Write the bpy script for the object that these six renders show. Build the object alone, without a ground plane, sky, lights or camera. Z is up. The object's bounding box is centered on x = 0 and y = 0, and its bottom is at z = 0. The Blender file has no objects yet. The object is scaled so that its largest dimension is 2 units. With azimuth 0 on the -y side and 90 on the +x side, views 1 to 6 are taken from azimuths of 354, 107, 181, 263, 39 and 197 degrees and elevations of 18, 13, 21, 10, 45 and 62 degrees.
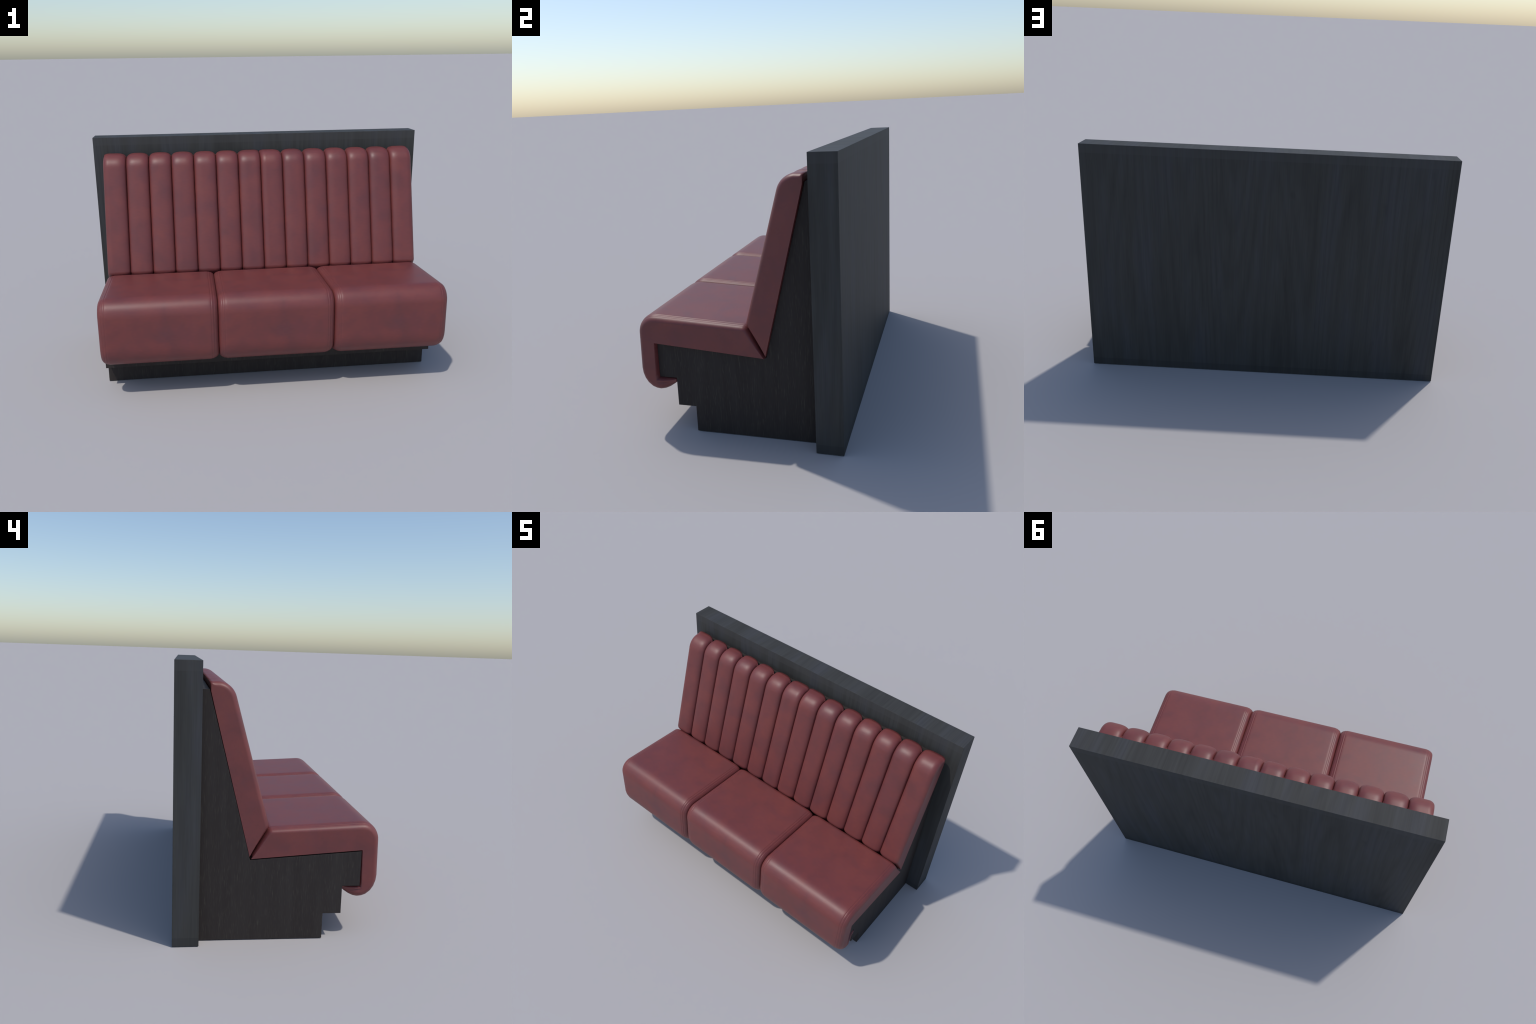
"""Fluted leather restaurant booth bench on a dark wood frame with a tall back panel."""
import bpy, bmesh, math
from mathutils import Vector, Matrix

# ------------------------------------------------------------------ sizes (m)
PANEL = dict(x=1.0, y0=0.370, y1=0.4935, h=1.3135)
WOOD_X = (-0.9370, 0.9147)
SOFT_X = (-0.9365, 0.9395)          # the upholstery overhangs the frame on the right
SEATS = 3
FLUTES_PER_HALF = 7


# ------------------------------------------------------------------ profile helpers
def fillet(pts, seg=8):
    """Closed polygon of (y, z, radius, *weights) -> dense list of (y, z, *weights)."""
    out = []
    n = len(pts)
    for i in range(n):
        p = Vector(pts[i][:2]); r = pts[i][2]; w = tuple(pts[i][3:])
        a = Vector(pts[i - 1][:2]); b = Vector(pts[(i + 1) % n][:2])
        if r <= 0:
            out.append((p.x, p.y) + w); continue
        u = (a - p).normalized(); v = (b - p).normalized()
        ang = u.angle(v)
        d = r / math.tan(ang / 2)
        c = p + (u + v).normalized() * (r / math.sin(ang / 2))
        s = p + u * d - c; e = p + v * d - c
        tot = s.angle(e)
        sgn = 1 if s.x * e.y - s.y * e.x > 0 else -1
        for k in range(seg + 1):
            t = sgn * tot * k / seg
            q = Vector((s.x * math.cos(t) - s.y * math.sin(t), s.x * math.sin(t) + s.y * math.cos(t))) + c
            out.append((q.x, q.y) + w)
    return out


def resample(pts, step):
    """Split long edges of a closed (y, z, *weights) loop so the grid stays even."""
    out = []
    n = len(pts)
    for i in range(n):
        a = pts[i]; b = pts[(i + 1) % n]
        L = math.hypot(b[0] - a[0], b[1] - a[1])
        k = max(1, int(round(L / step)))
        for j in range(k):
            t = j / k
            out.append(tuple(a[m] * (1 - t) + b[m] * t for m in range(len(a))))
    return out


def inward_normals(pts):
    """Mitred inward normals of a closed loop."""
    n = len(pts)
    area = sum(pts[i][0] * pts[(i + 1) % n][1] - pts[(i + 1) % n][0] * pts[i][1] for i in range(n))
    s = 1.0 if area > 0 else -1.0
    res = []
    for i in range(n):
        p = Vector(pts[i][:2])
        a = (p - Vector(pts[i - 1][:2])).normalized()
        b = (Vector(pts[(i + 1) % n][:2]) - p).normalized()
        na = Vector((-a.y, a.x)) * s; nb = Vector((-b.y, b.x)) * s
        m = na + nb
        if m.length < 1e-6:
            m = na
        m.normalize()
        m /= max(0.6, m.dot(na))
        res.append(m)
    return res


def padded_loft(name, profile, stations, narrow=None):
    """Sweep a closed profile along x; stations = [(x, inset, which)]: the inset is scaled by
    one of the weights of each profile point, so outer faces roll over and inner ones stay put.
    narrow(y, z) optionally scales the width of the pad along its profile."""
    nor = inward_normals(profile)
    bm = bmesh.new()
    rings = []
    for x, d, which in stations:
        ring = []
        for pt, nv in zip(profile, nor):
            y, z = pt[:2]; k = d * pt[2 + which]
            f = narrow(y, z) if narrow else 1.0
            ring.append(bm.verts.new((x * f, y + nv.x * k, z + nv.y * k)))
        rings.append(ring)
    n = len(profile)
    for r0, r1 in zip(rings, rings[1:]):
        for i in range(n):
            j = (i + 1) % n
            bm.faces.new((r0[i], r0[j], r1[j], r1[i]))
    for f in bm.faces:
        f.smooth = True
    bm.faces.new(rings[0]); bm.faces.new(list(reversed(rings[-1])))   # flat upholstered ends
    bmesh.ops.recalc_face_normals(bm, faces=bm.faces[:])
    me = bpy.data.meshes.new(name)
    bm.to_mesh(me); bm.free()
    return me


def roll(width_roll, depth, n, p=2.0):
    """Edge roll: list of (distance from the end, inset), from the end inwards."""
    out = []
    for k in range(n + 1):
        th = math.pi / 2 * k / n
        t = width_roll * (1 - math.cos(th) ** (2 / p))
        d = depth * (1 - math.sin(th) ** (2 / p))
        out.append((t, d))
    return out


# ------------------------------------------------------------------ materials
class NT:
    def __init__(self, name):
        self.m = bpy.data.materials.new(name); self.m.use_nodes = True
        self.t = self.m.node_tree; self.b = self.t.nodes["Principled BSDF"]

    def n(self, kind, **kw):
        nd = self.t.nodes.new(kind)
        for k, v in kw.items():
            if k in nd.inputs.keys():
                nd.inputs[k].default_value = v
            else:
                setattr(nd, k, v)
        return nd

    def l(self, a, b):
        self.t.links.new(a, b)

    def ramp(self, fac, stops, interp="LINEAR"):
        r = self.n("ShaderNodeValToRGB"); r.color_ramp.interpolation = interp
        el = r.color_ramp.elements
        while len(el) < len(stops):
            el.new(0.5)
        for e, (p, c) in zip(el, stops):
            e.position = p; e.color = (*c, 1) if len(c) == 3 else c
        self.l(fac, r.inputs[0]); return r.outputs["Color"]

    def mix(self, fac, a, b, mode="MIX"):
        m = self.n("ShaderNodeMix", data_type="RGBA", blend_type=mode)
        for sock, v in ((m.inputs[0], fac), (m.inputs[6], a), (m.inputs[7], b)):
            if hasattr(v, "is_linked") or hasattr(v, "node"):
                self.l(v, sock)
            else:
                sock.default_value = v if isinstance(v, (int, float)) else (*v, 1)
        return m.outputs[2]

    def math(self, op, a, b=0.0, clamp=False):
        m = self.n("ShaderNodeMath", operation=op, use_clamp=clamp)
        for sock, v in ((m.inputs[0], a), (m.inputs[1], b)):
            if isinstance(v, (int, float)):
                sock.default_value = v
            else:
                self.l(v, sock)
        return m.outputs[0]

    def mapped(self, src, scale, loc=(0, 0, 0)):
        mp = self.n("ShaderNodeMapping")
        mp.inputs["Scale"].default_value = scale; mp.inputs["Location"].default_value = loc
        self.l(src, mp.inputs["Vector"]); return mp.outputs[0]

    def noise(self, vec, scale, detail=2.0, rough=0.5, dist=0.0):
        nz = self.n("ShaderNodeTexNoise")
        nz.inputs["Scale"].default_value = scale; nz.inputs["Detail"].default_value = detail
        nz.inputs["Roughness"].default_value = rough; nz.inputs["Distortion"].default_value = dist
        self.l(vec, nz.inputs["Vector"]); return nz.outputs["Fac"]


def leather(name, shared_pattern):
    """Worn oxblood leather: clouded with violet and brown, fine grain."""
    k = NT(name)
    if shared_pattern:                       # same hide pattern on every seat pad
        src = k.n("ShaderNodeTexCoord").outputs["Object"]
    else:
        src = k.n("ShaderNodeNewGeometry").outputs["Position"]
    cloud = k.noise(k.mapped(src, (1, 1, 1), (3.1, 0.7, 1.9)), 7.5, 3.0, 0.55, 0.3)
    violet = k.noise(k.mapped(src, (1, 1, 1.3), (11.0, 4.0, 7.0)), 9.0, 4.0, 0.6, 0.4)
    fleck = k.noise(k.mapped(src, (40, 160, 160)), 1.0, 2.0, 0.6)
    base = k.ramp(cloud, [(0.30, (0.134, 0.0345, 0.0345)), (0.50, (0.160, 0.0375, 0.0360)),
                          (0.70, (0.179, 0.0415, 0.0365))])
    vm = k.ramp(violet, [(0.48, (0, 0, 0)), (0.74, (0.42, 0.42, 0.42))])
    col = k.mix(vm, base, (0.126, 0.0360, 0.0435))
    if shared_pattern:                       # a bruise-dark patch low on each front
        dv = k.n("ShaderNodeVectorMath", operation="DISTANCE")
        k.l(src, dv.inputs[0]); dv.inputs[1].default_value = (0.03, -0.49, 0.385)
        edge = k.math("MULTIPLY_ADD", k.noise(src, 30.0, 4.0, 0.65), 0.09)
        edge.node.inputs[2].default_value = -0.045
        dd = k.math("ADD", dv.outputs["Value"], edge)
        spot = k.ramp(dd, [(0.0, (0.6, 0.6, 0.6)), (0.02, (0.5, 0.5, 0.5)), (0.065, (0, 0, 0))])
        col = k.mix(spot, col, (0.106, 0.034, 0.041))
    fl = k.ramp(fleck, [(0.30, (0.96, 0.96, 0.96)), (0.70, (1.04, 1.04, 1.04))])
    col = k.mix(1.0, col, fl, "MULTIPLY")
    k.l(col, k.b.inputs["Base Color"])
    rg = k.ramp(cloud, [(0.3, (0.45, 0.45, 0.45)), (0.7, (0.49, 0.49, 0.49))])
    k.l(rg, k.b.inputs["Roughness"])
    k.b.inputs["Specular IOR Level"].default_value = 0.5
    pebble = k.noise(src, 260.0, 2.0, 0.6)
    bp = k.n("ShaderNodeBump"); bp.inputs["Strength"].default_value = 0.05
    bp.inputs["Distance"].default_value = 0.002
    k.l(k.math("ADD", pebble, fleck), bp.inputs["Height"])
    k.l(bp.outputs[0], k.b.inputs["Normal"])
    return k.m


def panel_wood(name):
    """Black-stained oak veneer, upright grain with faint cathedrals and slate streaks."""
    k = NT(name)
    src = k.n("ShaderNodeTexCoord").outputs["Object"]
    geo = k.n("ShaderNodeNewGeometry")
    sp = k.n("ShaderNodeSeparateXYZ"); k.l(src, sp.inputs[0])
    sn = k.n("ShaderNodeSeparateXYZ"); k.l(geo.outputs["Normal"], sn.inputs[0])
    up = k.math("GREATER_THAN", k.math("ABSOLUTE", sn.outputs["Z"]), 0.7)
    flip = k.n("ShaderNodeCombineXYZ")
    k.l(sp.outputs["X"], flip.inputs[0]); k.l(sp.outputs["Z"], flip.inputs[1]); k.l(sp.outputs["Y"], flip.inputs[2])
    vm = k.n("ShaderNodeMix", data_type="VECTOR")
    k.l(up, vm.inputs[0]); k.l(src, vm.inputs[4]); k.l(flip.outputs[0], vm.inputs[5])
    v = vm.outputs[1]                                 # grain always runs along the third axis
    streak = k.noise(k.mapped(v, (1, 1, 0.13)), 9.0, 3.0, 0.55)
    fine = k.noise(k.mapped(v, (1, 1, 0.022)), 210.0, 3.0, 0.65)
    hill = k.noise(k.mapped(v, (1, 1, 0.09)), 2.4, 1.0, 0.45)          # contour lines of a soft
    fig = k.math("SINE", k.math("MULTIPLY", hill, 150.0))               # field draw the cathedrals
    fig = k.math("MULTIPLY_ADD", fig, 0.5); fig.node.inputs[2].default_value = 0.5
    coarse = k.noise(k.mapped(v, (1, 1, 0.03)), 75.0, 2.0, 0.6)
    knot = k.noise(k.mapped(v, (1, 1, 0.55), (2.0, 5.0, 1.0)), 9.0, 1.0)
    base = k.ramp(streak, [(0.34, (0.0430, 0.0425, 0.0405)), (0.50, (0.0495, 0.0495, 0.0475)),
                           (0.66, (0.0520, 0.0530, 0.0565))])
    f1 = k.ramp(fine, [(0.28, (0.92, 0.92, 0.92)), (0.72, (1.09, 1.09, 1.09))])
    col = k.mix(1.0, base, f1, "MULTIPLY")
    f2 = k.ramp(fig, [(0.0, (0.94, 0.94, 0.94)), (0.6, (1.03, 1.03, 1.03))])
    col = k.mix(1.0, col, f2, "MULTIPLY")
    f3 = k.ramp(coarse, [(0.30, (0.95, 0.95, 0.95)), (0.70, (1.06, 1.06, 1.06))])
    col = k.mix(1.0, col, f3, "MULTIPLY")
    dk = k.ramp(knot, [(0.16, (0.75, 0.75, 0.75)), (0.24, (1, 1, 1))])
    col = k.mix(1.0, col, dk, "MULTIPLY")
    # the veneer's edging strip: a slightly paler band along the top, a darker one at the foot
    band = k.math("GREATER_THAN", sp.outputs["Z"], PANEL["h"] - 0.047)
    band = k.math("MULTIPLY", band, k.math("SUBTRACT", 1.0, up))
    col = k.mix(k.math("MULTIPLY", band, 0.35), col, (0.064, 0.064, 0.064))
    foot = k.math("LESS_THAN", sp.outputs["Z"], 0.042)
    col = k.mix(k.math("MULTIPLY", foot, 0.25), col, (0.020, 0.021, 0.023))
    k.l(col, k.b.inputs["Base Color"])
    k.b.inputs["Roughness"].default_value = 0.62
    k.b.inputs["Specular IOR Level"].default_value = 0.15
    bp = k.n("ShaderNodeBump"); bp.inputs["Strength"].default_value = 0.12
    bp.inputs["Distance"].default_value = 0.001
    k.l(k.math("ADD", fine, k.math("MULTIPLY", fig, 0.4)), bp.inputs["Height"])
    k.l(bp.outputs[0], k.b.inputs["Normal"])
    return k.m


def frame_wood(name):
    """Near-black wenge veneer flecked with short pale pores."""
    k = NT(name)
    src = k.n("ShaderNodeTexCoord").outputs["Object"]
    streak = k.noise(k.mapped(src, (1, 1, 0.06)), 22.0, 3.0, 0.6)
    pores = k.noise(k.mapped(src, (1, 1, 0.06)), 300.0, 2.0, 0.6, 0.2)
    dash = k.noise(k.mapped(src, (1, 1, 0.22)), 60.0, 2.0, 0.6)
    base = k.ramp(streak, [(0.35, (0.0320, 0.0262, 0.0250)), (0.65, (0.0375, 0.0318, 0.0300))])
    pm = k.ramp(pores, [(0.52, (0, 0, 0)), (0.72, (1, 1, 1))])
    dm = k.ramp(dash, [(0.40, (0.15, 0.15, 0.15)), (0.62, (0.9, 0.9, 0.9))])
    m = k.mix(1.0, pm, dm, "MULTIPLY")
    col = k.mix(m, base, (0.062, 0.056, 0.047))
    k.l(col, k.b.inputs["Base Color"])
    k.b.inputs["Roughness"].default_value = 0.60
    k.b.inputs["Specular IOR Level"].default_value = 0.15
    bp = k.n("ShaderNodeBump"); bp.inputs["Strength"].default_value = 0.12
    bp.inputs["Distance"].default_value = 0.001
    k.l(pores, bp.inputs["Height"]); k.l(bp.outputs[0], k.b.inputs["Normal"])
    return k.m


def link(name, me, parent, mat=None):
    ob = bpy.data.objects.new(name, me)
    bpy.context.scene.collection.objects.link(ob)
    ob.parent = parent
    if mat is not None and not me.materials:
        me.materials.append(mat)
    return ob


def chamfer(ob, width, seg=2):
    b = ob.modifiers.new("Bevel", "BEVEL")
    b.width = width; b.segments = seg; b.limit_method = "ANGLE"; b.angle_limit = math.radians(40)
    return b


# ------------------------------------------------------------------ build
bench = bpy.data.objects.new("booth_bench", None)
bpy.context.scene.collection.objects.link(bench)
bench["label"] = "dark red leather booth bench with fluted back and black wood panel"
bench["category"] = "bench"

SEAT_LEATHER = leather("seat_leather", True)
BACK_LEATHER = leather("back_leather", False)
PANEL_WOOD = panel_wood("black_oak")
FRAME_WOOD = frame_wood("wenge")


def box_mesh(name, x0, x1, y0, y1, z0, z1):
    bm = bmesh.new()
    bmesh.ops.create_cube(bm, size=1)
    for v in bm.verts:
        v.co = Vector(((x0 + x1) / 2 + v.co.x * (x1 - x0), (y0 + y1) / 2 + v.co.y * (y1 - y0),
                       (z0 + z1) / 2 + v.co.z * (z1 - z0)))
    me = bpy.data.meshes.new(name); bm.to_mesh(me); bm.free(); return me


def slab_mesh(name, outline, x0, x1):
    """Extrude a (y, z) outline across the bench."""
    bm = bmesh.new()
    a = [bm.verts.new((x0, y, z)) for y, z in outline]
    b = [bm.verts.new((x1, y, z)) for y, z in outline]
    n = len(outline)
    for i in range(n):
        bm.faces.new((a[i], a[(i + 1) % n], b[(i + 1) % n], b[i]))
    bm.faces.new(a); bm.faces.new(b)
    bmesh.ops.recalc_face_normals(bm, faces=bm.faces[:])
    me = bpy.data.meshes.new(name); bm.to_mesh(me); bm.free(); return me


# tall panel behind the bench
p = PANEL
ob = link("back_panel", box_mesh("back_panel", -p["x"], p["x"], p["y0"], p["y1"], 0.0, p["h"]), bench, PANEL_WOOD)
chamfer(ob, 0.0012)

# frame: recessed kick plinth, ledge, seat box nose, raked back support
FRAME = [(0.3695, 0.0), (-0.2258, 0.0), (-0.2258, 0.1258), (-0.3145, 0.1258), (-0.3145, 0.2645),
         (-0.4005, 0.2645), (-0.4005, 0.4365), (0.1342, 0.3955), (0.3375, 1.1880), (0.3695, 1.1880)]
ob = link("base_frame", slab_mesh("base_frame", FRAME, *WOOD_X), bench, FRAME_WOOD)
chamfer(ob, 0.0010)

# seat pads: a J-shaped profile that wraps over the nose and under the front
SEAT = [
    (0.1325, 0.3985, 0.0, 0.08),       # tip of the mitre against the backrest
    (0.0500, 0.5475, 0.034, 0.75),       # top rear edge
    (-0.4880, 0.5795, 0.088, 1.00),      # front top edge
    (-0.4935, 0.3100, 0.0, 1.00), (-0.4905, 0.2820, 0.0, 1.00), (-0.4815, 0.2545, 0.0, 1.0),
    (-0.4650, 0.2290, 0.0, 1.0), (-0.4400, 0.2085, 0.0, 1.0), (-0.4180, 0.2005, 0.0, 1.0),
    (-0.3960, 0.1985, 0.0, 0.95), (-0.3760, 0.2015, 0.0, 0.90), (-0.3560, 0.2100, 0.0, 0.75),
    (-0.3350, 0.2240, 0.0, 0.55), (-0.3142, 0.2430, 0.0, 0.12),
    (-0.3142, 0.2600, 0.0, 0.10), (-0.3250, 0.2635, 0.0, 0.30), (-0.3450, 0.2635, 0.0, 0.45),
    (-0.3995, 0.2635, 0.0, 0.45),        # inner corner under the nose
    (-0.3995, 0.4360, 0.0, 0.22),        # inner corner over the nose
]
prof = resample(fillet(SEAT, 12), 0.02)


def with_stitch(t, d):
    """Two fine stitch channels run beside each end of a pad."""
    for c in (0.0215, 0.0355):
        d += 0.0011 * math.exp(-((t - c) / 0.0026) ** 2)
    return d


ROLL_W, ROLL_D = 0.052, 0.031
ts = {round(t, 5) for t, _ in roll(ROLL_W, ROLL_D, 18)}
ts |= {round(0.016 + 0.0009 * i, 5) for i in range(29)}


def seat_inset(t):
    u = max(0.0, 1 - t / ROLL_W)
    return with_stitch(t, ROLL_D * (1 - math.sqrt(max(0.0, 1 - u * u))))


seat_w = (SOFT_X[1] - SOFT_X[0]) / SEATS
half = seat_w / 2 - 0.0005
left = [(0.0, ROLL_D + 0.004)] + [(t, seat_inset(t)) for t in sorted(ts)]
stations = [(-half + t, d, 0) for t, d in left]
mid = 8
stations += [(-half + ROLL_W + (2 * half - 2 * ROLL_W) * k / mid, 0.0, 0) for k in range(1, mid)]
stations += [(half - t, d, 0) for t, d in reversed(left)]


def lip_taper(y, z):
    """The tongue that tucks under the nose draws in towards its tip."""
    t = min(1.0, max(0.0, (y + 0.405) / 0.09)) if z < 0.27 and y < -0.29 else 0.0
    return 1.0 - 0.020 * t * t * (3 - 2 * t) / half


seat_me = padded_loft("seat_cushion", prof, stations, lip_taper)
for i in range(SEATS):
    ob = link("seat_cushion", seat_me, bench, SEAT_LEATHER)
    ob.location.x = SOFT_X[0] + seat_w * (i + 0.5)

# backrest: two upholstered halves of seven upright flutes each
BACK = [                                 # weights: groove between flutes, upholstered end
    (0.1372, 0.4080, 0.0, 0.12, 0.06),  # tip of the mitre against the seat
    (0.0450, 0.5520, 0.032, 0.85, 0.90),  # rounded foot of the flute
    (0.2330, 1.2245, 0.092, 1.00, 1.00),  # rounded head
    (0.3400, 1.2225, 0.0, 0.95, 0.40),
    (0.3338, 1.1780, 0.0, 0.80, 0.14),
    (0.3162, 1.1080, 0.0, 0.10, 0.12),
]
bprof = resample(fillet(BACK, 12), 0.022)
split = 0.0012
mid_x = 0.0008
BACK_X = (-0.9338, 0.9358)
half_w = (mid_x - split / 2 - BACK_X[0], BACK_X[1] - mid_x - split / 2)
fl_w = sum(half_w) / (2 * FLUTES_PER_HALF)
GAP = 0.0003
hw = fl_w / 2 - GAP


def flute(name, left_end, right_end):
    """One padded flute; the outermost ones of a half finish in a square upholstered side."""
    groove = roll(hw, 0.036, 22, 2.75)
    side = roll(0.034, 0.024, 12, 2.0)

    def end(kind):
        w = 1 if kind else 0
        return [(0.0, (0.024 if kind else 0.036) + 0.003, w)] + [(t, d, w) for t, d in (side if kind else groove)]
    a = [(-hw + t, d, w) for t, d, w in end(left_end)]
    b = [(hw - t, d, w) for t, d, w in end(right_end)]
    st = [s for s in a if s[0] < -1e-6]
    if left_end:
        st += [(-0.02, 0.0, 0), (-0.01, 0.0, 0)]
    st += [(0.0, 0.0, 0)]
    if right_end:
        st += [(0.01, 0.0, 0), (0.02, 0.0, 0)]
    st += [s for s in reversed(b) if s[0] > 1e-6]
    return padded_loft(name, bprof, st)


flute_mesh = {k: flute("flute", *k) for k in ((True, False), (False, False), (False, True))}
core = resample(fillet([(0.1420, 0.4300, 0, 0), (0.0900, 0.5650, 0.02, 0), (0.2550, 1.1350, 0.03, 0),
                        (0.3200, 1.1400, 0, 0)], 6), 0.05)
for h in range(2):
    x0 = mid_x - split / 2 - fl_w * FLUTES_PER_HALF if h == 0 else mid_x + split / 2
    w = fl_w * FLUTES_PER_HALF
    back = link("backrest", slab_mesh("backrest", [(c[0], c[1]) for c in core], x0 + 0.012, x0 + w - 0.012),
                bench, BACK_LEATHER)
    for i in range(FLUTES_PER_HALF):
        me = flute_mesh[(i == 0, i == FLUTES_PER_HALF - 1)]
        ob = link("flute", me, back, BACK_LEATHER)
        ob.location.x = x0 + fl_w * (i + 0.5)
